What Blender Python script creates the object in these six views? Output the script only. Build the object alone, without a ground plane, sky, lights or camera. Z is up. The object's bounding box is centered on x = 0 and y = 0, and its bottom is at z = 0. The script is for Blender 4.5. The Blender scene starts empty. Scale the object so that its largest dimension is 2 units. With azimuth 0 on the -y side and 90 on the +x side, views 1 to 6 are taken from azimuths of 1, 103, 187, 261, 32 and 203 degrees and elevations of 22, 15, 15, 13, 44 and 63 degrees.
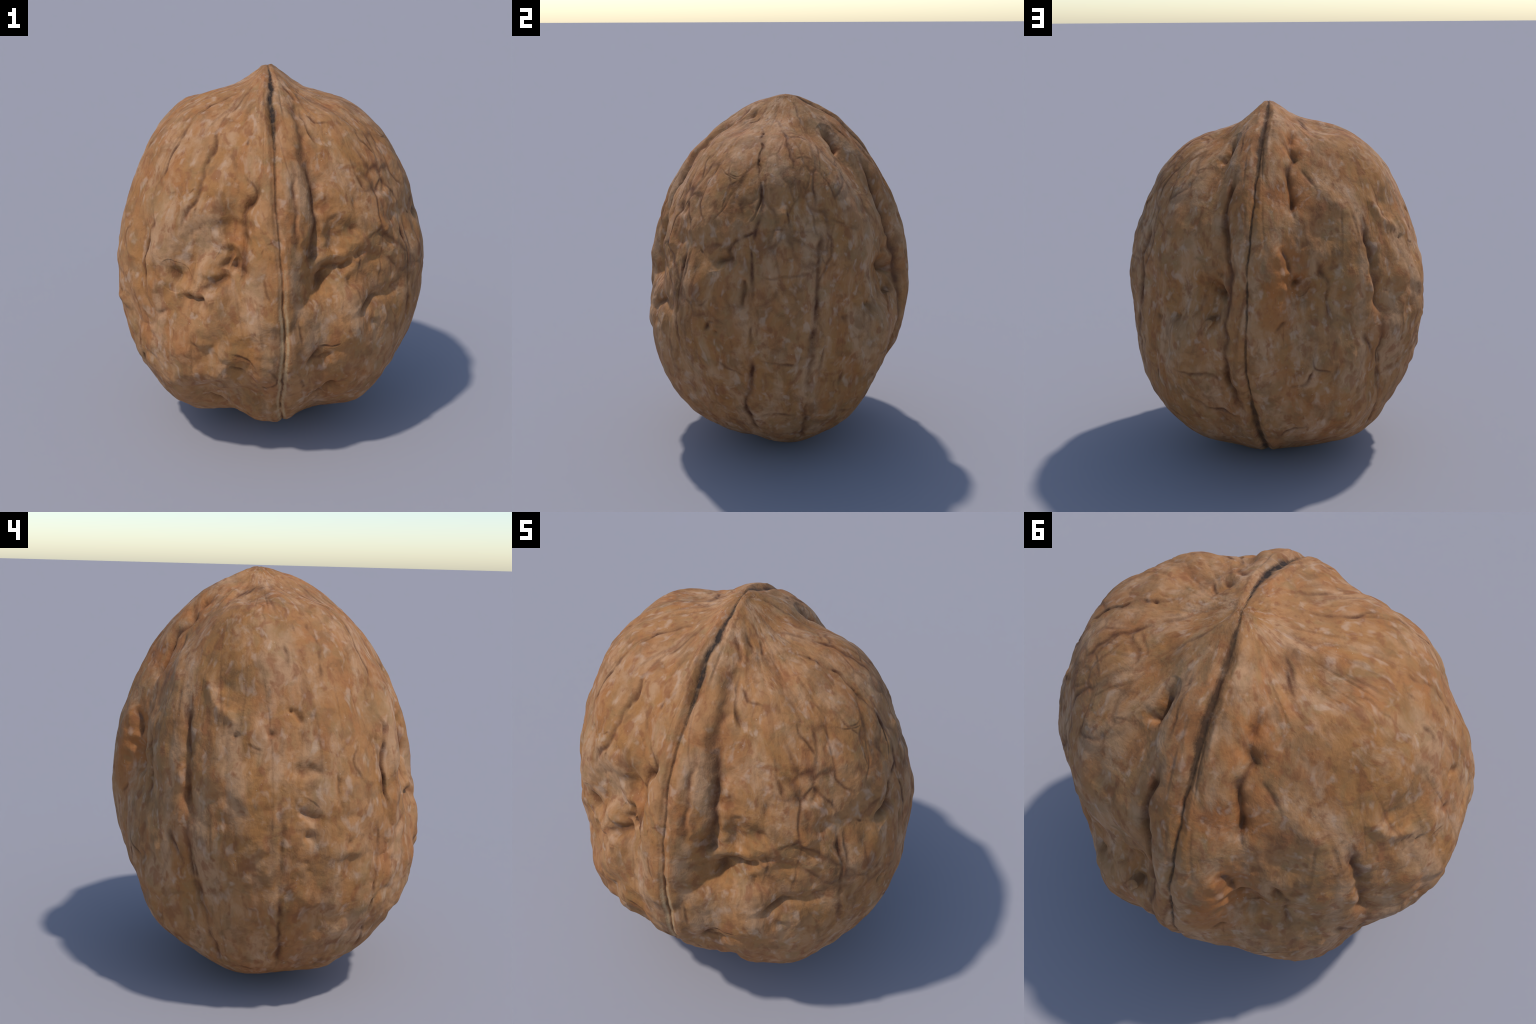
"""A walnut in its shell: two wrinkled half shells that meet in a raised seam
and run out into a pointed tip.  The body is lofted through horizontal-ish
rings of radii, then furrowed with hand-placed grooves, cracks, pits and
bumps (azimuth, polar angle in degrees; azimuth 0 is -y, 90 is +x; polar angle
0 is the tip) and finished with noise wrinkles."""
import math
import numpy as np

SEED = 11
ORIGIN = np.array([0.028, 0.056, 1.0])   # the tip stands 1 m above this point

# ------------------------------------------------------------------ body loft
# polar angle of each ring: radius every 22.5 degrees of azimuth, front first
RINGS = {
    0: (1.000, 1.000, 1.000, 1.000, 1.000, 1.000, 1.000, 1.000, 1.000, 1.000, 1.000, 1.000, 1.000, 1.000, 1.000, 1.000, 1.000, 1.000, 1.000, 1.000, 1.000, 1.000, 1.000, 1.000),
    5: (.982, .978, .970, .961, .952, .945, .941, .942, .949, .964, .978, .975, .980, .985, .975, .966, .960, .960, .958, .956, .959, .968, .976, .978),
    11: (.959, .954, .936, .914, .898, .888, .885, .888, .900, .913, .924, .930, .930, .952, .943, .922, .914, .918, .922, .918, .916, .924, .937, .949),
    19: (.911, .893, .885, .878, .878, .879, .883, .884, .862, .841, .860, .883, .883, .907, .898, .894, .891, .898, .925, .927, .917, .902, .894, .907),
    30: (.826, .854, .858, .891, .887, .888, .891, .882, .860, .821, .779, .806, .797, .818, .818, .847, .906, .940, .936, .931, .933, .914, .879, .859),
    43: (.785, .804, .802, .840, .861, .878, .864, .856, .815, .794, .740, .742, .730, .731, .756, .802, .852, .904, .908, .917, .906, .873, .824, .800),
    57: (.756, .763, .777, .801, .839, .845, .820, .788, .766, .752, .703, .692, .690, .701, .715, .769, .790, .831, .861, .879, .847, .849, .812, .740),
    72: (.739, .717, .739, .783, .782, .804, .804, .775, .734, .703, .660, .628, .663, .684, .683, .719, .753, .812, .846, .865, .837, .827, .720, .758),
    87: (.756, .676, .710, .758, .808, .827, .786, .782, .688, .667, .618, .654, .652, .653, .660, .701, .738, .853, .858, .874, .855, .814, .790, .741),
    102: (.780, .758, .811, .796, .834, .844, .818, .775, .744, .695, .737, .693, .669, .686, .716, .729, .778, .861, .869, .900, .867, .852, .845, .798),
    117: (.826, .850, .868, .881, .869, .878, .845, .842, .803, .789, .800, .728, .698, .742, .762, .812, .798, .886, .921, .950, .949, .946, .931, .890),
    132: (.837, .884, .926, .949, .928, .912, .921, .914, .904, .882, .851, .776, .733, .810, .869, .907, .906, .948, .966, 1.000, 1.003, .999, .865, .869),
    146: (.918, .895, .930, .977, .971, .966, .969, .970, .960, .948, .920, .861, .822, .863, .923, .942, .981, 1.015, 1.019, 1.019, 1.041, .992, .939, .962),
    158: (.970, .949, .953, .975, .995, .984, .996, 1.007, .998, .971, .943, .930, .923, .918, .933, .965, .988, 1.011, 1.010, 1.010, 1.000, .969, .957, .974),
    169: (1.006, 1.003, 1.003, 1.002, 1.003, 1.005, 1.005, 1.004, 1.000, .993, .992, .990, .983, .983, .986, .993, 1.001, 1.004, 1.005, 1.004, 1.006, 1.008, 1.008, 1.006),
    180: (1.000, 1.000, 1.000, 1.000, 1.000, 1.000, 1.000, 1.000, 1.000, 1.000, 1.000, 1.001, 1.001, 1.001, 1.001, 1.000, 1.000, 1.000, 1.000, 1.000, 1.000, 1.000, 1.000, 1.000),
}

def body_radius(az, th):
    """Smooth radius of the shell without relief (cubic in both directions)."""
    ang = np.array(sorted(RINGS), float)
    tab = np.array([RINGS[k] for k in sorted(RINGS)], float)
    n = tab.shape[1]
    a = (az % 360.0) / (360.0 / n)
    i = np.floor(a).astype(int)
    f = a - i
    wa = (-.5*f + f*f - .5*f**3, 1 - 2.5*f*f + 1.5*f**3, .5*f + 2*f*f - 1.5*f**3, -.5*f*f + .5*f**3)
    j = np.clip(np.searchsorted(ang, th, side='right') - 1, 0, len(ang) - 2)
    tang = np.empty_like(tab)
    tang[1:-1] = (tab[2:] - tab[:-2]) / (ang[2:] - ang[:-2])[:, None]
    tang[0] = (tab[1] - tab[0]) / (ang[1] - ang[0])
    tang[-1] = (tab[-1] - tab[-2]) / (ang[-1] - ang[-2])
    h = ang[j + 1] - ang[j]
    t = (th - ang[j]) / h
    h00, h10, h01, h11 = 2*t**3 - 3*t*t + 1, t**3 - 2*t*t + t, -2*t**3 + 3*t*t, t**3 - t*t
    r = 0
    for p in range(4):
        ii = (i - 1 + p) % n
        r = r + wa[p] * (h00*tab[j, ii] + h01*tab[j + 1, ii] + h*(h10*tang[j, ii] + h11*tang[j + 1, ii]))
    return r

def unit(az, th):
    a, t = np.radians(az), np.radians(th)
    return np.stack([np.sin(t)*np.sin(a), -np.sin(t)*np.cos(a), np.cos(t)], -1)

def on_body(az, th):
    az, th = np.asarray(az, float), np.asarray(th, float)
    return ORIGIN + body_radius(az, th)[..., None] * unit(az, th)

# ---------------------------------------------------------------------- noise
def _hash(x, y, z, seed):
    h = (x * 374761393 + y * 668265263 + z * 1274126177 + seed * 974711) & 0xffffffff
    h = ((h ^ (h >> 13)) * 1103515245) & 0xffffffff
    return (h ^ (h >> 16)) & 0xffffffff

def noise(p, seed=0):
    """Gradient noise, about -1..1."""
    q = np.floor(p).astype(np.int64)
    f = p - q
    u = f*f*f*(f*(f*6 - 15) + 10)
    out = np.zeros(len(p))
    for dx in (0, 1):
        wx = u[:, 0] if dx else 1 - u[:, 0]
        for dy in (0, 1):
            wy = u[:, 1] if dy else 1 - u[:, 1]
            for dz in (0, 1):
                wz = u[:, 2] if dz else 1 - u[:, 2]
                h = _hash(q[:, 0] + dx, q[:, 1] + dy, q[:, 2] + dz, seed + SEED)
                gx = ((h & 1023) / 511.5) - 1
                gy = (((h >> 10) & 1023) / 511.5) - 1
                gz = (((h >> 20) & 1023) / 511.5) - 1
                out += wx*wy*wz * (gx*(f[:, 0] - dx) + gy*(f[:, 1] - dy) + gz*(f[:, 2] - dz))
    return out * 1.6

def cell_gap(p, seed):
    """How much nearer the nearest of scattered points is than the second: 0 on cell borders."""
    q = np.floor(p).astype(np.int64)
    f1, f2 = np.full(len(p), 9.0), np.full(len(p), 9.0)
    for dx in (-1, 0, 1):
        for dy in (-1, 0, 1):
            for dz in (-1, 0, 1):
                c = q + (dx, dy, dz)
                h = _hash(c[:, 0], c[:, 1], c[:, 2], seed + SEED)
                at = c + np.stack([h & 1023, (h >> 10) & 1023, (h >> 20) & 1023], -1)/1023.0
                d = np.linalg.norm(p - at, axis=1)
                f2 = np.minimum(f2, np.maximum(f1, d))
                f1 = np.minimum(f1, d)
    return f2 - f1

def smooth(lo, hi, x):
    t = np.clip((x - lo) / (hi - lo), 0, 1)
    return t*t*(3 - 2*t)

# ------------------------------------------------------------ surface features
FEATURES = []

def _maker(kind):
    def make(width, depth, tint, *path):
        FEATURES.append((kind, width, depth, tint, path))
    return make

crack, groove, pit, hollow, bump, ridge = (_maker(k) for k in ("crack", "groove", "pit", "hollow", "bump", "ridge"))

groove(0.025, 0.028, 0.59, (26.5, 17.7), (20.2, 26.5), (16.4, 35.9), (15.7, 42.1), (18.0, 46.7), (18.6, 53.2), (17.6, 60.4))
groove(0.026, 0.045, 0.85, (16.2, 36.7), (16.8, 44.9), (18.9, 50.5), (17.7, 59.5), (16.0, 66.8), (15.1, 74.6), (16.7, 79.8))
pit(0.025, 0.0385, 0.68, (18.8, 51.5), (18.6, 56.9))
pit(0.025, 0.044, 0.68, (15.3, 70.6), (15.8, 75.8))
groove(0.013, 0.02, 0.9, (29.3, 18.8), (24.2, 28.8), (28.0, 33.4), (34.3, 35.2))
groove(0.012, 0.012, 0.85, (9.4, 40.4), (9.4, 50.5), (8.9, 58.6), (7.6, 67.8), (7.2, 74.7))
crack(0.006, 0.0042, 0.6, (5.7, 94.6), (7.4, 99.8), (7.1, 108.4))
crack(0.006, 0.0042, 0.6, (6.1, 114.4), (8.8, 121.8), (8.7, 130.7))
groove(0.018, 0.03, 0.85, (13.8, 111.2), (10.9, 116.9))
groove(0.022, 0.035, 0.68, (15.5, 139.3), (20.3, 128.1), (30.1, 130.0))
groove(0.017, 0.035, 0.85, (349.5, 46.8), (352.1, 52.1), (347.6, 57.8), (347.9, 63.6), (347.8, 72.1), (347.3, 78.9), (345.5, 87.1))
crack(0.005, 0.0042, 0.75, (345.6, 45.4), (349.6, 48.6), (352.1, 52.1))
groove(0.011, 0.008, 0.9, (348.2, 31.1), (345.5, 36.6))
crack(0.005, 0.007, 1, (320.3, 10.4), (311.2, 16.5), (308.3, 23.8), (308.1, 33.0), (307.2, 39.8), (306.7, 43.6), (307.1, 52.2), (303.9, 57.1), (304.0, 61.6))
crack(0.009, 0.0144, 1, (304.9, 62.4), (308.6, 68.0), (305.2, 75.2), (305.2, 83.5), (306.1, 90.9), (307.3, 94.5))
groove(0.013, 0.012, 0.85, (326.3, 28.9), (327.2, 37.0), (325.7, 42.6), (327.1, 50.0), (325.9, 56.5), (322.6, 63.0), (320.0, 68.0))
crack(0.005, 0.0042, 0.6, (335.2, 38.5), (340.5, 42.3), (342.1, 47.4))
crack(0.006, 0.0056, 0.75, (325.0, 66.1), (326.2, 73.5), (328.3, 77.2))
crack(0.004, 0.0028, 0.6, (312.2, 57.4), (319.7, 55.1), (324.6, 52.4), (327.4, 53.7))
crack(0.006, 0.007, 0.75, (335.3, 108.7), (337.9, 107.8), (343.4, 108.7), (350.2, 114.4), (351.8, 117.7))
crack(0.007, 0.0135, 0.9, (343.1, 114.2), (346.8, 117.5))
groove(0.019, 0.03, 0.68, (323.0, 133.8), (330.2, 140.9), (341.2, 140.7))
groove(0.013, 0.012, 0.68, (297.9, 105.7), (307.9, 104.6), (315.8, 97.1), (319.5, 97.1))
crack(0.005, 0.0042, 0.75, (355.8, 113.8), (358.3, 120.5), (353.8, 127.2))
crack(0.004, 0.0035, 0.75, (350.2, 114.9), (351.5, 120.6), (354.9, 126.5), (359.4, 125.8))
crack(0.004, 0.0028, 0.6, (354.0, 80.6), (355.8, 86.3), (358.5, 91.3))
crack(0.004, 0.0028, 0.6, (354.6, 73.5), (356.1, 70.7), (359.4, 69.3))
crack(0.008, 0.007, 0.9, (40.9, 41.3), (40.9, 48.9), (42.0, 55.8), (41.9, 60.5))
crack(0.005, 0.0042, 0.75, (54.7, 34.9), (53.1, 39.5), (57.1, 45.5), (56.3, 49.4))
pit(0.023, 0.022, 0.68, (18.9, 81.7), (25.0, 81.9))
pit(0.023, 0.0242, 0.68, (27.6, 82.7), (30.8, 80.7))
pit(0.015, 0.0242, 0.74, (34.4, 79.1), (36.3, 77.5))
crack(0.004, 0.0028, 0.6, (24.6, 87.1), (25.6, 93.8), (24.6, 99.6))
groove(0.016, 0.015, 0.68, (31.1, 103.0), (34.6, 99.5), (40.5, 96.8), (46.0, 97.5))
crack(0.009, 0.0126, 1, (59.1, 69.1), (59.1, 76.1), (59.1, 84.2), (58.3, 90.9), (57.7, 100.8), (59.0, 109.5))
crack(0.005, 0.0056, 0.75, (10.6, 107.9), (14.4, 109.6), (21.2, 109.5), (24.9, 105.8))
pit(0.030, 0.044, 0.81, (18.7, 84.9), (17.7, 88.6))
hollow(0.062, 0.055, 0.15, (341, 64), (344, 67))
pit(0.030, 0.0396, 0.61, (344.9, 76.0), (343.7, 79.1))
hollow(0.057, 0.0176, 0.15, (25, 83))
ridge(0.028, 0.014, 0, (328.9, 79.0), (332.7, 83.1), (331.2, 88.0))
pit(0.032, 0.055, 0.81, (335.5, 86.0), (338.2, 84.0))
pit(0.033, 0.0605, 0.68, (319.8, 84.8))
hollow(0.076, 0.0275, 0.1, (325, 83))
pit(0.020, 0.033, 0.81, (325.5, 91.9), (331.5, 92.0))
hollow(0.083, 0.0363, 0.15, (332, 112), (340, 111), (345, 115))
pit(0.027, 0.022, 0.41, (25.8, 62.6))
pit(0.025, 0.0242, 0.41, (33.5, 67.9))
pit(0.030, 0.0176, 0.41, (36.4, 59.2))
pit(0.026, 0.022, 0.41, (30.0, 89.4))
pit(0.031, 0.0198, 0.34, (38.2, 105.4))
bump(0.089, 0.015, 0, (19, 103))
bump(0.063, 0.015, 0, (330, 88), (332, 89))
ridge(0.038, 0.018, 0, (325.2, 133.2), (340.0, 125.7), (349.0, 123.8))
bump(0.074, 0.015, 0, (334, 59), (339, 55))
bump(0.076, 0.015, 0, (346, 101), (336, 99))
ridge(0.028, 0.007, 0, (21.4, 74.5), (29.1, 75.9), (33.4, 72.8), (41.2, 72.8))
bump(0.040, 0.012, 0, (41, 102), (44, 105))
crack(0.005, 0.0108, 1, (73.9, 16.4), (80.9, 20.9), (83.9, 26.8), (85.6, 32.0), (86.6, 36.5), (89.4, 42.2), (91.2, 48.5), (90.5, 55.7), (85.7, 62.6))
crack(0.005, 0.0056, 0.9, (66.6, 9.4), (88.6, 15.2), (99.1, 21.8), (105.2, 29.6), (109.3, 36.3))
crack(0.007, 0.0056, 0.75, (51.0, 23.7), (53.6, 30.0), (55.1, 36.0), (53.2, 39.9))
crack(0.006, 0.0049, 0.6, (63.2, 24.8), (62.9, 31.7), (63.7, 38.8), (62.9, 43.8), (59.1, 48.8))
crack(0.004, 0.0035, 0.6, (66.1, 41.0), (72.1, 43.1), (78.5, 44.7), (85.3, 41.5))
crack(0.005, 0.0042, 0.68, (79.6, 45.2), (75.7, 48.5), (76.1, 55.4), (77.6, 58.7))
crack(0.007, 0.0135, 1, (86.1, 62.8), (81.2, 67.6), (80.7, 72.4), (77.9, 74.6))
crack(0.005, 0.0056, 0.75, (77.2, 74.6), (70.7, 72.3), (62.9, 67.1), (60.4, 69.3))
crack(0.004, 0.0042, 0.6, (59.6, 59.4), (59.1, 66.7))
crack(0.007, 0.0135, 0.9, (76.2, 95.3), (74.3, 96.1), (72.1, 98.7))
hollow(0.047, 0.022, 0.2, (51, 95), (46, 97), (40, 97), (34, 101))
groove(0.015, 0.015, 0.85, (10.4, 112.6), (14.7, 114.7), (19.8, 112.6))
groove(0.011, 0.012, 0.9, (34.4, 10.0), (37.4, 16.3))
groove(0.011, 0.012, 0.85, (16.4, 10.3), (22.8, 14.3), (27.8, 19.2))
crack(0.005, 0.0056, 0.75, (51.1, 8.7), (48.4, 15.7), (50.0, 22.8))
hollow(0.033, 0.0132, 0.3, (56, 67), (53, 70))
pit(0.022, 0.0165, 0.41, (45.7, 73.0), (49.5, 76.1))
hollow(0.032, 0.0132, 0.3, (53, 58), (49, 57))
bump(0.046, 0.012, 0, (65, 75), (64, 83))
crack(0.007, 0.0038, 1, (75.0, 17.3), (85.5, 29.4), (86.6, 37.4), (90.0, 44.1), (92.2, 51.9), (92.1, 57.2), (90.1, 62.7), (89.5, 73.6), (89.8, 81.0), (89.6, 96.0), (88.5, 105.8))
crack(0.011, 0.0108, 1, (88.5, 105.8), (88.9, 113.3), (86.6, 121.8), (85.0, 128.6), (86.8, 135.3), (86.8, 145.5))
crack(0.007, 0.0034, 0.98, (79.4, 9.0), (102.2, 23.4), (104.1, 31.1), (106.7, 36.5), (105.8, 43.4))
crack(0.007, 0.0029, 0.9, (103.2, 53.3), (103.6, 60.5))
crack(0.007, 0.0034, 0.75, (121.6, 30.7), (118.0, 41.2), (117.0, 48.8), (117.1, 59.0))
crack(0.013, 0.0108, 0.9, (117.1, 59.0), (117.1, 66.8), (115.4, 76.6), (115.2, 86.0), (113.3, 98.1), (112.5, 106.0), (111.9, 115.7), (111.9, 125.4))
crack(0.013, 0.0126, 1, (111.9, 125.4), (111.4, 136.2), (112.1, 151.3))
crack(0.005, 0.0025, 0.75, (72.8, 43.0), (78.3, 43.8), (84.0, 41.7), (87.9, 40.7))
crack(0.006, 0.0025, 0.75, (84.0, 41.7), (76.9, 47.1), (76.1, 51.7), (78.3, 58.5))
crack(0.006, 0.0025, 0.6, (92.9, 62.6), (104.2, 60.8), (109.6, 61.8), (116.7, 60.9))
crack(0.007, 0.0042, 0.9, (80.7, 68.0), (86.1, 64.4), (92.9, 62.8))
crack(0.006, 0.0021, 0.52, (90.0, 76.3), (96.4, 78.4), (102.1, 78.8), (110.0, 78.1), (115.7, 74.6))
crack(0.006, 0.0021, 0.6, (92.3, 20.7), (104.2, 24.5), (116.1, 22.7), (125.8, 25.7))
crack(0.005, 0.0017, 0.6, (104.2, 36.0), (111.2, 34.6), (118.7, 34.4))
crack(0.005, 0.0021, 0.6, (104.5, 46.9), (107.1, 43.2), (116.0, 47.0))
pit(0.018, 0.03, 0.85, (74.9, 74.2), (78.7, 73.3), (81.5, 72.2))
pit(0.015, 0.022, 0.81, (86.9, 81.1), (86.4, 85.4), (85.8, 88.7))
pit(0.018, 0.022, 0.81, (73.7, 97.5))
pit(0.012, 0.012, 0.54, (77.1, 99.0))
pit(0.016, 0.02, 0.81, (141.3, 95.1))
pit(0.017, 0.012, 0.54, (129.8, 98.5))
crack(0.005, 0.0021, 0.6, (120.9, 56.3), (128.3, 59.5), (141.2, 61.7))
crack(0.005, 0.0021, 0.6, (117.8, 66.8), (119.2, 72.3), (126.8, 74.4))
crack(0.007, 0.0025, 0.6, (127.4, 130.6), (126.6, 122.5), (129.6, 118.5))
crack(0.005, 0.0025, 0.75, (90.6, 110.1), (102.1, 111.8), (111.8, 112.7))
crack(0.005, 0.0021, 0.6, (75.1, 110.5), (81.6, 113.2), (86.5, 117.2))
crack(0.005, 0.0021, 0.6, (83.7, 95.3), (87.4, 99.7))
crack(0.007, 0.0025, 0.75, (86.8, 135.3), (97.7, 131.8), (104.5, 132.6), (109.1, 131.8))
crack(0.006, 0.0025, 0.75, (127.5, 134.8), (141.5, 138.1))
crack(0.005, 0.0021, 0.6, (69.6, 68.1), (78.1, 68.2))
crack(0.005, 0.0021, 0.6, (63.3, 87.9), (70.1, 89.7), (74.3, 86.8))
hollow(0.060, 0.012, 0.1, (98, 117))
hollow(0.064, 0.012, 0.0, (77, 71))
bump(0.058, 0.012, 0, (69, 83), (71, 79))
bump(0.088, 0.01, 0, (101, 70))
groove(0.018, 0.034, 0.9, (168.2, 30.7), (164.8, 39.7), (164.2, 48.8), (166.1, 56.7), (168.5, 63.7), (169.2, 72.4), (170.8, 80.3), (168.6, 91.6), (168.0, 98.4), (168.8, 106.3), (168.0, 118.6), (171.0, 132.3), (174.9, 138.2))
pit(0.021, 0.05, 0.85, (149.8, 19.9), (150.4, 23.2), (149.2, 26.0))
crack(0.006, 0.0042, 0.75, (158.3, 12.6), (165.6, 22.5), (166.9, 29.8))
pit(0.031, 0.06, 0.81, (164.4, 81.6), (166.4, 83.6))
hollow(0.077, 0.045, 0.15, (161, 80), (161, 90))
pit(0.017, 0.015, 0.68, (163.7, 72.9))
pit(0.016, 0.02, 0.74, (143.1, 95.0))
pit(0.015, 0.014, 0.68, (128.7, 98.3))
pit(0.018, 0.012, 0.54, (159.2, 92.8), (163.2, 92.2))
crack(0.007, 0.0042, 0.6, (158.2, 100.7), (159.6, 94.8))
groove(0.017, 0.03, 0.9, (213.9, 15.4), (206.9, 23.6), (207.1, 28.0), (199.4, 34.0), (200.4, 40.4), (200.5, 51.6))
pit(0.018, 0.025, 0.85, (208.1, 19.9))
pit(0.016, 0.022, 0.85, (207.6, 28.2))
pit(0.021, 0.03, 0.81, (198.9, 34.9))
pit(0.033, 0.055, 0.81, (200.9, 75.9))
hollow(0.082, 0.05, 0.15, (201, 70), (202, 81))
groove(0.014, 0.018, 0.85, (193.3, 60.6), (195.6, 66.5), (197.8, 72.3))
pit(0.020, 0.015, 0.68, (208.0, 89.4))
groove(0.013, 0.01, 0.68, (193.7, 94.5), (189.8, 97.9))
groove(0.020, 0.03, 0.85, (233.4, 53.6), (234.7, 62.4), (236.2, 72.6), (237.6, 83.4), (238.0, 97.1))
groove(0.015, 0.016, 0.85, (238.0, 97.1), (238.2, 104.4), (239.2, 113.7), (241.2, 123.3), (240.6, 127.7))
groove(0.010, 0.006, 0.68, (217.5, 64.0), (216.0, 73.0))
crack(0.006, 0.0056, 0.98, (206.1, 111.9), (204.2, 116.3), (200.9, 119.3), (195.3, 120.7))
crack(0.005, 0.0042, 0.75, (205.8, 104.2), (206.1, 111.9), (215.1, 113.3))
crack(0.006, 0.0042, 0.83, (142.0, 113.7), (155.6, 115.5), (164.4, 119.5), (166.9, 121.9))
crack(0.008, 0.007, 0.9, (144.9, 122.1), (151.7, 128.7), (154.9, 133.1), (167.9, 137.2), (174.9, 138.2))
crack(0.008, 0.0056, 0.75, (167.9, 125.7), (171.1, 135.0))
crack(0.006, 0.0042, 0.75, (188.5, 148.7), (198.5, 141.1), (207.5, 136.1))
crack(0.007, 0.0056, 0.9, (118.2, 59.1), (122.3, 68.8), (116.1, 80.1), (113.2, 88.9))
crack(0.005, 0.0035, 0.6, (127.0, 60.4), (138.9, 61.5))
crack(0.007, 0.0042, 0.75, (118.9, 101.8), (116.7, 115.2), (117.5, 124.8))
hollow(0.089, 0.02, 0.1, (209, 56), (214, 57))
hollow(0.090, 0.02, 0.05, (219, 88), (213, 91))
ridge(0.033, 0.009, 0, (210.8, 33.8), (218.9, 42.8), (223.7, 49.7), (230.0, 54.0))
ridge(0.035, 0.014, 0, (236.1, 46.5), (244.6, 55.8), (255.5, 66.6))
ridge(0.033, 0.014, 0, (190.4, 59.4), (192.4, 67.9), (190.0, 78.5), (189.9, 86.4))
bump(0.034, 0.012, 0, (215, 110))
bump(0.029, 0.012, 0, (223, 108))
bump(0.065, 0.012, 0, (142, 57), (149, 58))
hollow(0.053, 0.012, 0.1, (198, 127))
crack(0.007, 0.0056, 1, (252.3, 10.0), (236.5, 19.3), (237.2, 21.4))
groove(0.014, 0.012, 0.9, (239.7, 104.4), (240.7, 115.0), (242.0, 123.1), (244.3, 126.6), (244.6, 133.2), (246.5, 139.4), (248.2, 145.5))
groove(0.012, 0.008, 0.68, (267.1, 85.8), (268.9, 94.8), (269.3, 103.4), (269.3, 111.0))
groove(0.013, 0.012, 0.9, (269.3, 111.0), (269.8, 122.0), (271.3, 135.1), (270.8, 146.0))
crack(0.005, 0.0042, 0.75, (247.3, 145.9), (258.7, 142.9), (269.2, 145.3))
crack(0.007, 0.0108, 0.9, (299.7, 92.6), (300.8, 99.9), (301.4, 106.9), (299.7, 117.7), (301.1, 128.9), (304.0, 138.6))
pit(0.017, 0.016, 0.47, (275.2, 63.5), (273.7, 60.9))
pit(0.012, 0.014, 0.54, (278.5, 63.3))
pit(0.014, 0.014, 0.54, (266.3, 67.6))
pit(0.024, 0.018, 0.41, (274.0, 78.3), (278.6, 78.5))
pit(0.022, 0.026, 0.54, (274.8, 89.1), (278.3, 90.7))
pit(0.022, 0.02, 0.41, (276.6, 96.5))
pit(0.017, 0.016, 0.41, (288.9, 99.0))
pit(0.017, 0.014, 0.47, (275.9, 104.6))
pit(0.014, 0.014, 0.54, (254.7, 68.4))
hollow(0.049, 0.016, 0.15, (278, 109))
hollow(0.059, 0.018, 0.1, (255, 88))
hollow(0.070, 0.02, 0.15, (279, 122))
hollow(0.061, 0.014, 0.15, (254, 55), (250, 53))
hollow(0.049, 0.012, 0.1, (261, 112))
crack(0.007, 0.0049, 0.75, (271.1, 41.9), (271.3, 48.8))
crack(0.005, 0.0042, 0.75, (284.5, 30.5), (284.0, 38.4), (284.5, 46.0), (282.7, 54.9))
ridge(0.029, 0.008, 0, (241.8, 53.1), (249.7, 58.4), (257.2, 64.5))
ridge(0.027, 0.012, 0, (282.2, 102.3), (288.5, 100.5), (295.9, 103.1))
bump(0.030, 0.014, 0, (279, 116))
crack(0.005, 0.0042, 0.9, (257.9, 119.2), (263.4, 119.8))
groove(0.010, 0.008, 0.68, (285.1, 78.4), (286.1, 91.3))
crack(0.005, 0.0035, 0.6, (257.6, 71.4), (264.6, 72.2))
groove(0.012, 0.01, 0.85, (228.6, 99.6), (231.8, 106.7), (235.0, 112.2))
groove(0.013, 0.016, 0.85, (204.3, 61.4), (213.6, 75.7), (215.1, 89.0), (213.5, 100.0))
crack(0.005, 0.0035, 0.68, (294.2, 72.6), (291.5, 76.5), (294.7, 81.7))
crack(0.005, 0.0034, 0.75, (16.9, 1.4), (143.2, 2.7), (130.8, 7.3), (128.6, 12.0), (125.6, 18.1))
crack(0.004, 0.0025, 0.6, (60.2, 3.3), (73.4, 6.5), (82.5, 13.7), (94.0, 19.1), (102.6, 22.2))
crack(0.005, 0.0013, 0.38, (106.9, 36.3), (103.1, 32.3), (101.4, 23.7), (113.6, 21.0), (122.5, 22.1), (122.0, 26.3), (118.6, 34.6), (110.2, 36.4))
crack(0.004, 0.0025, 0.68, (127.5, 32.9), (133.4, 25.9))
crack(0.004, 0.0021, 0.68, (134.6, 35.9), (144.8, 28.5))
crack(0.004, 0.0025, 0.75, (126.4, 41.3), (123.1, 37.2), (118.6, 34.6))
crack(0.005, 0.0025, 0.75, (329.3, 11.7), (327.0, 19.6), (322.9, 26.3))
crack(0.005, 0.0042, 0.9, (293.9, 5.3), (272.6, 7.2), (254.0, 10.5), (246.4, 14.7), (238.4, 20.0))
crack(0.004, 0.0017, 0.52, (279.6, 18.8), (275.5, 21.6), (276.9, 25.2), (272.3, 29.8), (268.2, 35.5))
crack(0.004, 0.0017, 0.52, (255.8, 24.5), (261.3, 27.5), (262.1, 32.3), (264.3, 37.9))
crack(0.004, 0.0017, 0.45, (281.8, 23.6), (279.6, 28.9), (277.5, 35.1), (276.7, 40.9))
pit(0.013, 0.018, 0.68, (272.3, 60.9))
pit(0.012, 0.012, 0.68, (266.5, 67.6))
groove(0.009, 0.008, 0.85, (209.8, 32.0), (214.0, 36.5), (216.1, 41.2), (218.6, 43.0))
hollow(0.028, 0.015, 0.3, (38, 11), (48, 13))
crack(0.005, 0.0034, 0.75, (42.8, 30.9), (34.1, 27.8), (29.1, 23.2))
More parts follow.
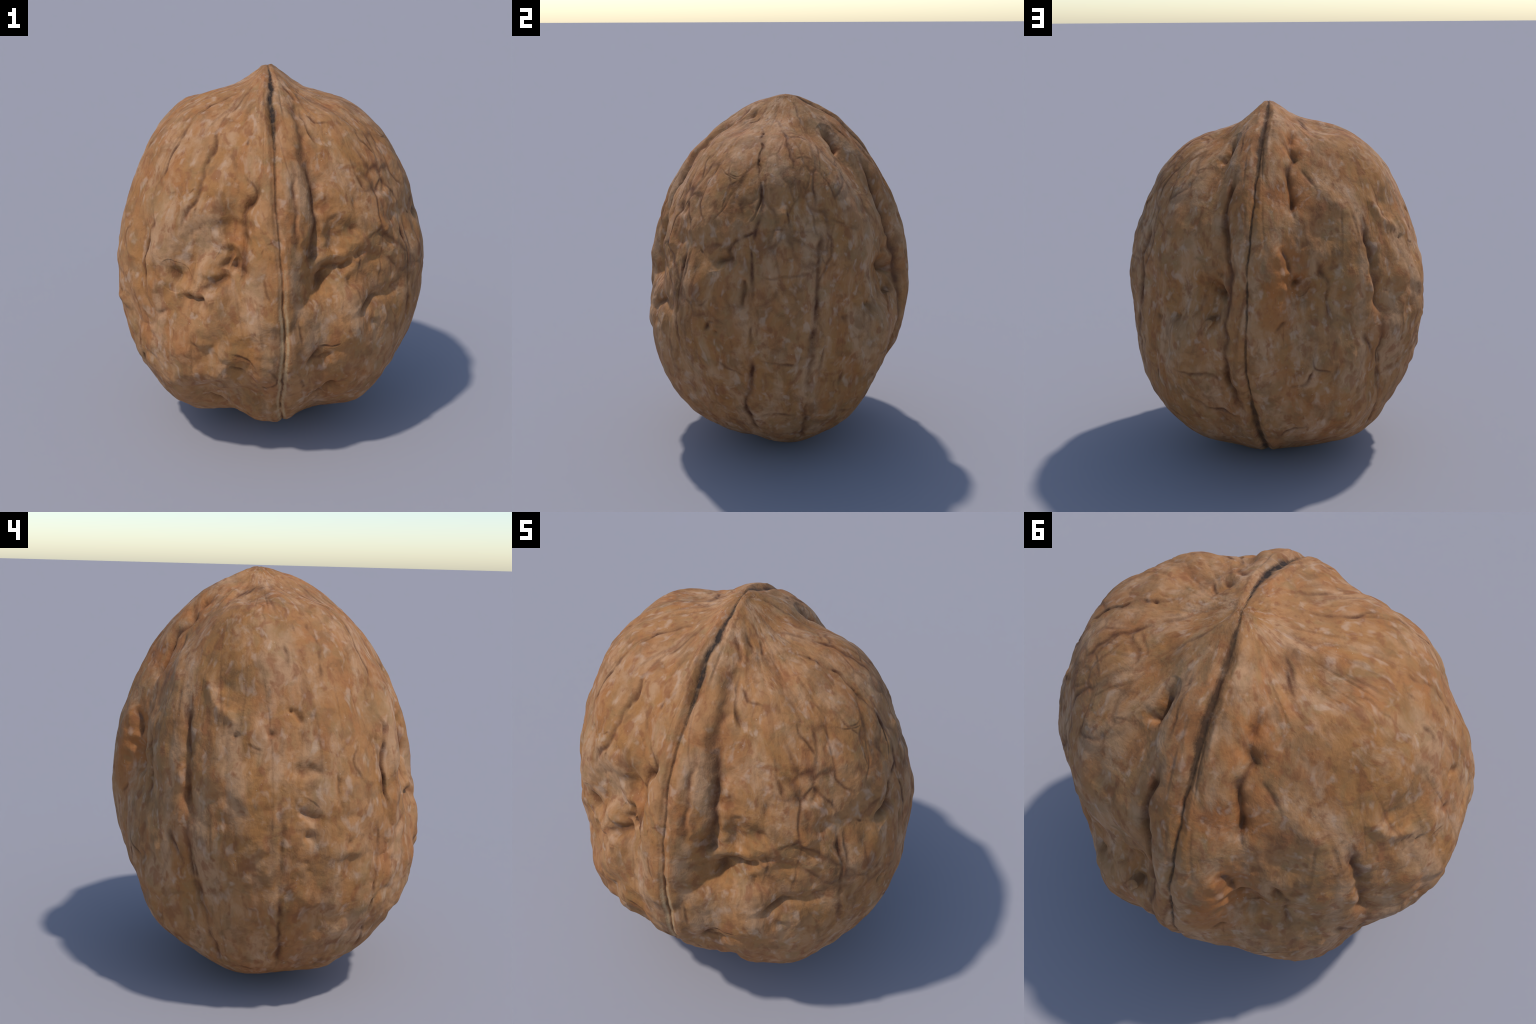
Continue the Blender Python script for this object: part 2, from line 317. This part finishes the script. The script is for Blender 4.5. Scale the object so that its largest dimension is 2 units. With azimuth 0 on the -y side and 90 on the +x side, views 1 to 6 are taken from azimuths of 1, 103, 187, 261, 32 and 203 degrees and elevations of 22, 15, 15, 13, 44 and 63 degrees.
# broad hollows and swellings: beside the seam, on the cheeks and at the foot
hollow(0.075, 0.038, 0.1, (341, 79))
pit(0.026, 0.025, 0.6, (341, 74), (339, 79))
hollow(0.085, 0.026, 0.1, (26, 70))
hollow(0.045, 0.028, 0.1, (22, 58), (25, 72))
hollow(0.100, 0.030, 0.1, (325, 94))
hollow(0.070, 0.028, 0.0, (303, 72), (302, 86))
hollow(0.070, 0.020, 0.0, (196, 63))
hollow(0.060, 0.026, 0.1, (13, 116))
hollow(0.060, 0.018, 0.0, (332, 56))
hollow(0.090, 0.016, 0.0, (62, 57))
hollow(0.050, 0.018, 0.0, (42, 81))
hollow(0.060, 0.016, 0.0, (144, 54))
hollow(0.070, 0.016, 0.0, (153, 100))
hollow(0.050, 0.016, 0.0, (119, 68))
hollow(0.050, 0.016, 0.0, (203, 60))
hollow(0.050, 0.016, 0.0, (202, 91))
hollow(0.060, 0.018, 0.0, (252, 92))
bump(0.090, 0.040, 0.0, (343, 111))
bump(0.100, 0.030, 0.0, (332, 136))
bump(0.085, 0.022, 0.0, (340, 139))
bump(0.080, 0.020, 0.0, (352, 97))
bump(0.100, 0.020, 0.0, (140, 103))
bump(0.080, 0.022, 0.0, (215, 119))
bump(0.090, 0.020, 0.0, (206, 113))
bump(0.080, 0.015, 0.0, (229, 134))
bump(0.060, 0.014, 0.0, (263, 99))
bump(0.050, 0.018, 0.0, (77, 70))
bump(0.045, 0.018, 0.0, (49, 72))
bump(0.070, 0.018, 0.0, (15, 97))
bump(0.070, 0.016, 0.0, (94, 118))
bump(0.050, 0.016, 0.0, (102, 56))
bump(0.050, 0.016, 0.0, (120, 87))
bump(0.060, 0.016, 0.0, (148, 86))
bump(0.070, 0.016, 0.0, (143, 115))


# the line in which the halves meet, from the tip down the front and the back
SEAM_FRONT = [(0, 0), (0, 7), (1.2, 14), (0.6, 20), (1.0, 25), (0.9, 33), (0.6, 44), (0.7, 54), (0.8, 62), (1.2, 72), (1.6, 80),
              (1.8, 88), (1.7, 95), (2.0, 105), (1.1, 116), (0.2, 132), (1.0, 151), (2, 168), (0, 180)]
SEAM_BACK = [(186, 0), (186, 9), (182.5, 16), (181, 22), (181, 28), (180.6, 36), (179.6, 43), (179.5, 53), (179.0, 62), (178.3, 72),
             (178.3, 82), (178.0, 93), (177.4, 104), (177.6, 115), (178.1, 126), (178.3, 137), (180.2, 146), (182.5, 158), (183, 170), (180, 180)]

def curve_points(path, step=0.02):
    """A Catmull-Rom curve through (azimuth, polar) points, laid on the body."""
    c = unit(np.array([p[0] for p in path], float), np.array([p[1] for p in path], float))
    if len(c) == 1:
        d = c
    else:
        e = np.vstack([2*c[0] - c[1], c, 2*c[-1] - c[-2]])
        d = []
        for k in range(1, len(e) - 2):
            m = max(2, int(np.linalg.norm(e[k + 1] - e[k]) / step))
            t = (np.arange(m) / m)[:, None]
            d.append(.5*(2*e[k] + (e[k + 1] - e[k - 1])*t + (2*e[k - 1] - 5*e[k] + 4*e[k + 1] - e[k + 2])*t*t
                         + (3*e[k] - e[k - 1] - 3*e[k + 1] + e[k + 2])*t**3))
        d = np.vstack(d + [c[-1:]])
    d = d / np.linalg.norm(d, axis=1, keepdims=True)
    az = np.degrees(np.arctan2(d[:, 0], -d[:, 1]))
    th = np.degrees(np.arccos(np.clip(d[:, 2], -1, 1)))
    return on_body(az, th)

def distance_to(pts, line):
    """Distance from points to a polyline, and the place along it (0..1)."""
    if len(line) == 1:
        return np.linalg.norm(pts - line[0], axis=1), np.full(len(pts), .5)
    best, along = np.full(len(pts), 9.0), np.zeros(len(pts))
    cum = np.r_[0, np.cumsum(np.linalg.norm(np.diff(line, axis=0), axis=1))]
    for k in range(len(line) - 1):
        a, b = line[k], line[k + 1]
        ab = b - a
        t = np.clip((pts - a) @ ab / max(ab @ ab, 1e-12), 0, 1)
        d = np.linalg.norm(pts - a - t[:, None]*ab, axis=1)
        m = d < best
        best[m] = d[m]
        along[m] = (cum[k] + t[m]*(cum[k + 1] - cum[k])) / cum[-1]
    return best, along

def seam_fields(pts):
    """Distance from the seam line, distance of the place below the tip along it, side sign and front/back."""
    out = []
    for path in (SEAM_FRONT, SEAM_BACK):
        out.append(distance_to(pts, curve_points(path, .06)))
    (df, tf), (db, tb) = out
    front = df < db
    return np.where(front, df, db), np.where(front, tf, tb), front

def relief(az, th, fine=True):
    """Height over the body, vein tint, seam darkness, seam rim, seam distance."""
    base = on_body(az, th)
    n = len(base)
    w = lambda s, f: np.stack([noise(base*f, s + k) for k in range(3)], -1)
    pts = base + 0.016*w(1, 6.0) + (0.010*w(11, 13.0) + 0.006*w(5, 22.0) if fine else 0)
    up, down, vein = np.zeros(n), np.zeros(n), np.zeros(n)
    rough = noise(base*9, 15)
    vary = 1 + .35*noise(base*14, 9)
    for kind, width, depth, tint, path in FEATURES:
        line = curve_points(path)
        reach = width*{"crack": 3.2, "groove": 4.0}.get(kind, 2.6)
        lo, hi = line.min(0) - reach, line.max(0) + reach
        idx = np.flatnonzero(((pts > lo) & (pts < hi)).all(1))
        if not len(idx):
            continue
        d, s = distance_to(pts[idx], line)
        near = d < reach
        idx, d, s = idx[near], d[near], s[near]
        x = d / (width * np.clip(vary[idx], .6, 1.5))
        length = np.linalg.norm(np.diff(line, axis=0), axis=1).sum()
        taper = 1.0
        if kind in ("crack", "groove", "ridge") and length > 0:
            taper = smooth(0, min(.14, .4*length), np.minimum(s, 1 - s)*length + .012)
        if kind == "crack":
            form = np.exp(-x**1.4)
            lips = .12*np.exp(-((x - 2.0)/.8)**2)
            form = form*np.clip(1 + .8*rough[idx], .4, 1.4)
            down[idx] = np.maximum(down[idx], depth*taper*form)
            up[idx] = np.maximum(up[idx], depth*taper*lips)
            vein[idx] = np.maximum(vein[idx], tint*taper*np.exp(-(x/1.45)**2)*np.clip(1 + .9*rough[idx], .65, 1.15))
        elif kind == "groove":
            form = .6*np.exp(-x**2) + .4*np.exp(-(x/2.0)**2)
            form = form*np.clip(1 + .8*rough[idx], .45, 1.4)
            down[idx] = np.maximum(down[idx], depth*taper*form)
            vein[idx] = np.maximum(vein[idx], tint*taper*np.exp(-(x/.8)**2))
        elif kind == "pit":
            down[idx] = np.maximum(down[idx], depth*(.65*np.exp(-x**2) + .35*np.exp(-(x/1.7)**2)))
            vein[idx] = np.maximum(vein[idx], tint*np.exp(-(x/.7)**2))
        elif kind == "hollow":
            up[idx] -= depth*np.exp(-x**2)
        else:
            up[idx] += depth*taper*np.exp(-x**2)
    # raised seam band, tapering into the tip
    sd, st, front = seam_fields(base + .007*w(21, 7.0) + (.003*w(24, 26.0) if fine else 0))
    thr = np.radians(th)
    up += 0.048*np.exp(-(sd/.145)**4)*smooth(8, 40, th)*smooth(172, 140, th)
    # the seam crack: gaping below the tip and above the bottom, hair-thin between
    gape = np.where(front, .013*smooth(2, 14, th)*smooth(42, 24, th) + .004 + .004*smooth(150, 165, th),
                    .013*smooth(1, 10, th)*smooth(40, 22, th) + .006 + .012*smooth(125, 140, th)*smooth(172, 160, th))
    gape = gape*(1 + .35*noise(base*16, 31))
    up -= (.006 + .45*gape)*np.exp(-(sd/(gape*1.1))**2)
    up += .004*np.exp(-((sd - .020 - gape)/.010)**2)
    deep = np.where(front, .55 + .45*smooth(45, 25, th), .8)
    up += .009*np.exp(-((sd - .042)/.024)**2)*smooth(10, 30, th)*smooth(170, 150, th)
    dark = deep*np.exp(-(sd/(gape*.95))**4)
    rim = np.where(front, np.exp(-((sd - .013)/.007)**2)*smooth(70, 100, th), 0)*smooth(172, 160, th)
    if fine:
        # wrinkles: noise stretched along the meridians, which gather at the tip
        u = unit(az, np.full(n, 90.0))
        ring = np.sin(thr)*.55 + .45*np.sqrt(np.sin(thr) + .02)
        mer = np.stack([u[:, 0]*.8, u[:, 1]*.8, np.radians(th)*.26], -1)*np.stack([np.sqrt(np.sin(thr))]*2 + [np.ones(n)], -1)
        amp = .35 + .65*smooth(-.3, .5, noise(base*2.3, 44))
        up += .0050*ring*amp*noise(mer*11 + .25*w(50, 5.0), 61)
        up += .0022*ring*noise(mer*30 + .25*w(50, 5.0), 62)
        # crumpled lumps round the waist, smoother towards the tip and the right cheek
        belt = smooth(38, 70, th)*smooth(160, 125, th)*(.45 + .55*smooth(-.1, .35, noise(base*2.6, 75)))
        belt = belt*(1 - .55*smooth(.55, .95, unit(az, th)[:, 0]))
        wob = base + .03*w(101, 5.0)
        crumple = np.sqrt(noise(wob*6.5, 71)**2 + .012) - .30
        up += belt*(.032*crumple + .005*(np.sqrt(noise(wob*13, 76)**2 + .01) - .28))
        up += (.3 + .7*amp)*(.0075*noise(base*7.5, 77) + .0026*noise(base*17, 72) + .0008*noise(base*42, 73))
        # long shallow veins from tip to base, and a web of cells on the right cheek
        right = smooth(.1, .6, unit(az, th)[:, 0])
        for f, sp, s, a, t0, m in ((4.6, .13, 81, .0040, .32, 1 - .8*right), (8.0, .10, 83, .0020, .24, 1 - .8*right)):
            q = np.stack([u[:, 0]*.8, u[:, 1]*.8, np.radians(th)*sp], -1)*f + .06*w(90 + s, 3.0)
            v = np.abs(noise(q, s))
            where = smooth(-.1, .3, noise(base*3.1, s + 7))*smooth(6, 24, th)*m
            thin = np.exp(-(v/.055)**2)*where*np.clip(1 + noise(base*8, s + 3), .3, 1.2)
            down = np.maximum(down, a*thin)
            vein = np.maximum(vein, t0*thin)
        # folds that fan out from the tip
        fan = np.stack([u[:, 0]*2.6, u[:, 1]*2.6, np.radians(th)*.9], -1) + .15*w(150, 4.0)
        near = smooth(3, 12, th)*smooth(44, 22, th)
        fold = np.abs(noise(fan*1.5, 155))
        up += .012*near*(np.sqrt(fold**2 + .01) - .28)
        thin = np.exp(-(fold/.10)**2)*near*np.clip(.6 + noise(base*6, 156), 0, 1)
        vein = np.maximum(vein, .40*thin)
        # brown staining along the gaping part of the seam
        vein = np.maximum(vein, .42*np.exp(-(sd/.030)**2)*smooth(50, 25, th)*np.clip(.8 + noise(base*10, 157), 0, 1))
        # plates on the right cheek, parted by fine veins
        q = np.stack([u[:, 0]*.8, u[:, 1]*.8, np.radians(th)*.5], -1)*6.5 + .22*w(130, 6.0) + .05*w(134, 19.0)
        sel = np.flatnonzero((right > .02) & (th > 14) & (th < 160))
        gap = cell_gap(q[sel], 140)
        m = right[sel]*smooth(14, 24, th[sel])*smooth(-.35, .15, noise(base[sel]*2.7, 141))
        m = m*(.35 + .65*smooth(110, 70, th[sel]))*(1 - .4*np.exp(-((az[sel] - 100)/24)**2))
        thin = np.exp(-(gap/.085)**2)*m
        down[sel] = np.maximum(down[sel], 0.0030*thin)
        vein[sel] = np.maximum(vein[sel], .68*thin*np.clip(1 + noise(base[sel]*8, 142), .4, 1.2))
    return up - down, vein, dark, rim, sd, front

# ------------------------------------------------------------------------ mesh
import bpy

def ball_grid(n):
    """Directions and quads of a cube blown up to a sphere."""
    g = np.arange(n + 1)
    i, j = np.meshgrid(g, g, indexing="ij")
    c0, cn = np.zeros_like(i), np.full_like(i, n)
    sides = [(i, j, cn), (j, i, c0), (cn, i, j), (c0, j, i), (j, cn, i), (i, c0, j)]
    lat, quads = [], []
    for k, s in enumerate(sides):
        lat.append(np.stack(s, -1).reshape(-1, 3))
        a = (i[:-1, :-1]*(n + 1) + j[:-1, :-1]).ravel() + k*(n + 1)**2
        quads.append(np.stack([a, a + n + 1, a + n + 2, a + 1], -1))
    lat, quads = np.vstack(lat).astype(np.int64), np.vstack(quads)
    key = (lat[:, 0]*(n + 1) + lat[:, 1])*(n + 1) + lat[:, 2]
    _, first, back = np.unique(key, return_index=True, return_inverse=True)
    d = np.tan((lat[first]/n*2 - 1)*math.pi/4)
    return d/np.linalg.norm(d, axis=1, keepdims=True), back.ravel()[quads]

def build_surface(n=420):
    d, quads = ball_grid(n)
    az = np.degrees(np.arctan2(d[:, 0], -d[:, 1]))
    th = np.degrees(np.arccos(np.clip(d[:, 2], -1, 1)))
    h, vein, dark, rim, sd, front = relief(az, th)
    co = ORIGIN + (body_radius(az, th) + h)[:, None]*d
    co[:, 2] = np.maximum(co[:, 2], 0)      # it rests on the ground
    nrm = np.zeros_like(co)
    a, b, c, e = (co[quads[:, k]] for k in range(4))
    fn = np.cross(c - a, e - b)
    for k in range(4):
        for x in range(3):
            nrm[:, x] += np.bincount(quads[:, k], fn[:, x], len(co))
    nrm /= np.linalg.norm(nrm, axis=1, keepdims=True)
    return co, quads, nrm, vein, dark, rim, sd, th, d

# ------------------------------------------------------------------- materials
class Nodes:
    """A small helper for wiring shader nodes."""
    def __init__(self, tree):
        self.t = tree
    def add(self, kind, inputs=None, **props):
        n = self.t.nodes.new("ShaderNode" + kind)
        for k, v in props.items():
            setattr(n, k, v)
        for k, v in (inputs or {}).items():
            s = n.inputs[k]
            if hasattr(v, "is_output") or isinstance(v, bpy.types.NodeSocket):
                self.t.links.new(v, s)
            else:
                s.default_value = v
        return n
    def math(self, op, a, b=0.0, clamp=False):
        return self.add("Math", {0: a, 1: b}, operation=op, use_clamp=clamp).outputs[0]
    def vmath(self, op, a, b=(0, 0, 0)):
        n = self.add("VectorMath", {0: a, 1: b}, operation=op)
        return n.outputs["Value"] if op in ("LENGTH", "DOT_PRODUCT", "DISTANCE") else n.outputs[0]
    def ramp(self, x, lo, hi, a=0.0, b=1.0):
        return self.add("MapRange", {0: x, 1: lo, 2: hi, 3: a, 4: b}, interpolation_type="SMOOTHSTEP").outputs[0]
    def mix(self, f, a, b):
        n = self.add("Mix", {0: f}, data_type="RGBA")
        for sock, v in ((n.inputs[6], a), (n.inputs[7], b)):
            if isinstance(v, bpy.types.NodeSocket):
                self.t.links.new(v, sock)
            else:
                sock.default_value = (*v, 1)
        return n.outputs[2]
    def noise(self, vec, scale, detail=3.0, rough=.55, distort=0.0):
        return self.add("TexNoise", {"Vector": vec, "Scale": scale, "Detail": detail, "Roughness": rough, "Distortion": distort}).outputs["Fac"]

def shell_group():
    """Colour, roughness and bump of the shell, mixed with vein, crack or rim matter."""
    g = bpy.data.node_groups.get("shell_matter")
    if g:
        return g
    g = bpy.data.node_groups.new("shell_matter", "ShaderNodeTree")
    for nm in ("Vein", "Dark", "Rim"):
        g.interface.new_socket(nm, in_out="INPUT", socket_type="NodeSocketFloat")
    g.interface.new_socket("Shader", in_out="OUTPUT", socket_type="NodeSocketShader")
    N = Nodes(g)
    gi, go = g.nodes.new("NodeGroupInput"), g.nodes.new("NodeGroupOutput")
    obj = N.add("TexCoord").outputs["Object"]
    p = N.vmath("SUBTRACT", obj, tuple(ORIGIN))
    # meridian coordinates: streaks run from the tip down
    way = N.vmath("NORMALIZE", p)
    polar = N.math("ARCCOSINE", N.add("SeparateXYZ", {0: way}).outputs[2])
    gather = N.math("POWER", N.math("MAXIMUM", N.math("SINE", polar), .02), -.5)
    flat = N.vmath("SCALE", N.vmath("MULTIPLY", way, (1, 1, 0)))
    g.links.new(gather, flat.node.inputs["Scale"])
    mer = N.vmath("ADD", N.vmath("MULTIPLY", flat, (.8, .8, 0)), N.add("CombineXYZ", {2: N.math("MULTIPLY", polar, .26)}).outputs[0])
    warp = N.vmath("SCALE", N.vmath("SUBTRACT", N.add("TexNoise", {"Vector": obj, "Scale": 6.0, "Detail": 2.0}).outputs["Color"], (.5, .5, .5)))
    warp.node.inputs["Scale"].default_value = .10
    merw = N.vmath("ADD", mer, warp)
    grainw = N.vmath("ADD", N.vmath("MULTIPLY", mer, (1, 1, 2.1)), warp)
    # ground colour: patches of ochre, tan and grey brown
    big = N.noise(obj, 3.0, 4, .6, .3)
    mid = N.noise(merw, 8.0, 4, .6)
    spot = N.noise(N.vmath("ADD", obj, (4, 8, 2)), 11.0, 4, .6, .4)
    col = N.mix(N.ramp(big, .36, .64), OCHRE, TAN)
    rust = N.noise(N.vmath("ADD", merw, (3, 9, 4)), 7.0, 4, .6)
    col = N.mix(N.math("MULTIPLY", N.ramp(rust, .45, .68), .55), col, RUST)
    col = N.mix(N.math("MULTIPLY", N.ramp(mid, .46, .66), .75), col, PALE)
    col = N.mix(N.math("MULTIPLY", N.ramp(spot, .50, .68), .48), col, UMBER)
    col = N.mix(N.math("MULTIPLY", N.ramp(spot, .46, .32), .35), col, PALE)
    grey = N.noise(N.vmath("ADD", obj, (7, 3, 1)), 6.0, 4, .62, .5)
    col = N.mix(N.math("MULTIPLY", N.ramp(grey, .50, .68), .45), col, DRAB)
    # stains along the seam band at the back
    for at, size, amt in STAINS:
        dist = N.vmath("DISTANCE", obj, at)
        dist = N.math("ADD", dist, N.math("MULTIPLY", N.math("SUBTRACT", mid, .5), .5))
        col = N.mix(N.math("MULTIPLY", N.ramp(dist, size, size*.3), amt), col, STAIN)
    # short dark strokes and pale flecks along the meridians
    fine = N.noise(grainw, 30.0, 3, .6)
    col = N.mix(N.math("MULTIPLY", N.ramp(fine, .52, .72), .30), col, RUSTY)
    olive = N.noise(N.vmath("ADD", grainw, (9, 2, 3)), 13.0, 3, .6)
    col = N.mix(N.math("MULTIPLY", N.ramp(olive, .52, .70), .40), col, OLIVE)
    fox = N.noise(N.vmath("ADD", grainw, (2, 7, 5)), 19.0, 3, .55)
    col = N.mix(N.math("MULTIPLY", N.ramp(fox, .53, .68), .60), col, RUSTY)
    fleck = N.noise(N.vmath("ADD", grainw, (5, 1, 8)), 22.0, 2, .5)
    col = N.mix(N.math("MULTIPLY", N.ramp(fleck, .55, .74), .40), col, CHALK)
    speck = N.add("TexVoronoi", {"Vector": obj, "Scale": 30.0, "Randomness": 1.0}).outputs["Distance"]
    dots = N.math("MULTIPLY", N.ramp(speck, .09, .04), N.ramp(N.noise(N.vmath("ADD", obj, (1, 1, 9)), 5.0, 1), .5, .65))
    col = N.mix(N.math("MULTIPLY", dots, .55), col, CHALK)
    # veins, pale rim, seam crack
    brk = N.ramp(N.noise(obj, 24.0, 3), .3, .6, .7, 1.0)
    v = N.math("MULTIPLY", gi.outputs["Vein"], brk, True)
    col = N.mix(v, col, VEIN)
    col = N.mix(N.math("MULTIPLY", gi.outputs["Rim"], N.ramp(N.noise(obj, 30.0, 2), .35, .6, .5, .95)), col, RIM)
    col = N.mix(N.math("MULTIPLY", gi.outputs["Dark"], N.ramp(N.noise(obj, 20.0, 3), .3, .55, .7, 1.0)), col, DARK)
    # grain
    h = N.math("ADD", N.math("MULTIPLY", fine, .8), N.math("MULTIPLY", N.noise(obj, 60.0, 3), .5))
    h = N.math("ADD", h, N.math("MULTIPLY", mid, .6))
    bmp = N.add("Bump", {"Strength": .35, "Distance": .012, "Height": h}).outputs[0]
    b = N.add("BsdfPrincipled", {"Base Color": col, "Roughness": .68, "Specular IOR Level": .16, "Normal": bmp})
    g.links.new(b.outputs[0], go.inputs[0])
    return g

OCHRE, TAN, PALE = (.322, .142, .045), (.362, .172, .069), (.425, .240, .127)
UMBER, RUST, CHALK, DRAB = (.150, .070, .028), (.315, .113, .037), (.50, .345, .24), (.225, .126, .055)
RUSTY, OLIVE = (.22, .078, .030), (.255, .150, .060)
VEIN, RIM, DARK, STAIN = (.095, .035, .016), (.42, .27, .14), (.030, .018, .012), (.37, .12, .03)
STAINS = [((-.14, .36, 1.80), .11, .45), ((-.12, .53, 1.57), .15, .5), ((-.11, .66, 1.25), .19, .42), ((-.09, .71, 1.05), .17, .36), ((.02, .60, 1.52), .12, .2)]

def shell_material(name, vein=0.0, dark=0.0, rim=0.0):
    m = bpy.data.materials.new(name)
    m.use_nodes = True
    t = m.node_tree
    t.nodes.clear()
    N = Nodes(t)
    n = t.nodes.new("ShaderNodeGroup")
    n.node_tree = shell_group()
    for k, v in (("Vein", vein), ("Dark", dark), ("Rim", rim)):
        n.inputs[k].default_value = v
    o = N.add("OutputMaterial")
    t.links.new(n.outputs[0], o.inputs["Surface"])
    return m


def build():
    co, quads, nrm, vein, dark, rim, sd, th, d = build_surface()
    face = lambda f: f[quads].mean(1)
    fv, fd, fr, fs, fth = face(vein), face(dark), face(rim), face(sd), face(th)
    mats, slot = [], np.zeros(len(quads), np.int32)
    VL, DL, RL = 8, 5, 3
    for k in range(VL):
        mats.append(shell_material("walnut_shell" if not k else "walnut_vein", vein=k/(VL - 1)))
    slot[:] = np.clip(np.rint(np.clip(fv, 0, 1)*(VL - 1)), 0, VL - 1)
    for k in range(1, RL + 1):
        mats.append(shell_material("seam_rim", rim=k/RL))
    m = (fr > .17) & (fr > fv*.6)
    slot[m] = VL - 1 + np.clip(np.rint(fr[m]*RL), 1, RL).astype(int)
    for k in range(1, DL + 1):
        mats.append(shell_material("seam_crack", dark=k/DL))
    m = (fd > .1) & (fd > fv*.6)
    slot[m] = VL + RL - 1 + np.clip(np.rint(fd[m]*DL), 1, DL).astype(int)
    # parts: the pointed tip, the seam strip and the two half shells
    fx = face(d[:, 0])
    part = np.where(fth < 13, 3, np.where(fs < .055, 2, np.where(fx > 0, 1, 0)))
    root = bpy.data.objects.new("walnut", None)
    root["label"] = "whole tan brown walnut, wrinkled shell, raised seam, pointed tip"
    root["category"] = "walnut"
    bpy.context.scene.collection.objects.link(root)
    for k, name in ((0, "shell_half"), (1, "shell_half"), (2, "seam"), (3, "pointed_tip")):
        q = quads[part == k]
        used, inv = np.unique(q, return_inverse=True)
        inv = inv.reshape(q.shape)
        me = bpy.data.meshes.new(name)
        me.vertices.add(len(used))
        me.vertices.foreach_set("co", co[used].astype(np.float32).ravel())
        me.loops.add(q.size)
        me.loops.foreach_set("vertex_index", inv.ravel().astype(np.int32))
        me.polygons.add(len(q))
        me.polygons.foreach_set("loop_start", np.arange(0, q.size, 4, dtype=np.int32))
        s = slot[part == k]
        kinds, small = np.unique(s, return_inverse=True)
        for m in kinds:
            me.materials.append(mats[m])
        me.polygons.foreach_set("material_index", small.ravel().astype(np.int32))
        me.update(calc_edges=True)
        me.polygons.foreach_set("use_smooth", np.ones(len(q), bool))
        me.normals_split_custom_set_from_vertices(nrm[used].astype(np.float32))
        ob = bpy.data.objects.new(name, me)
        ob.parent = root
        bpy.context.scene.collection.objects.link(ob)

build()
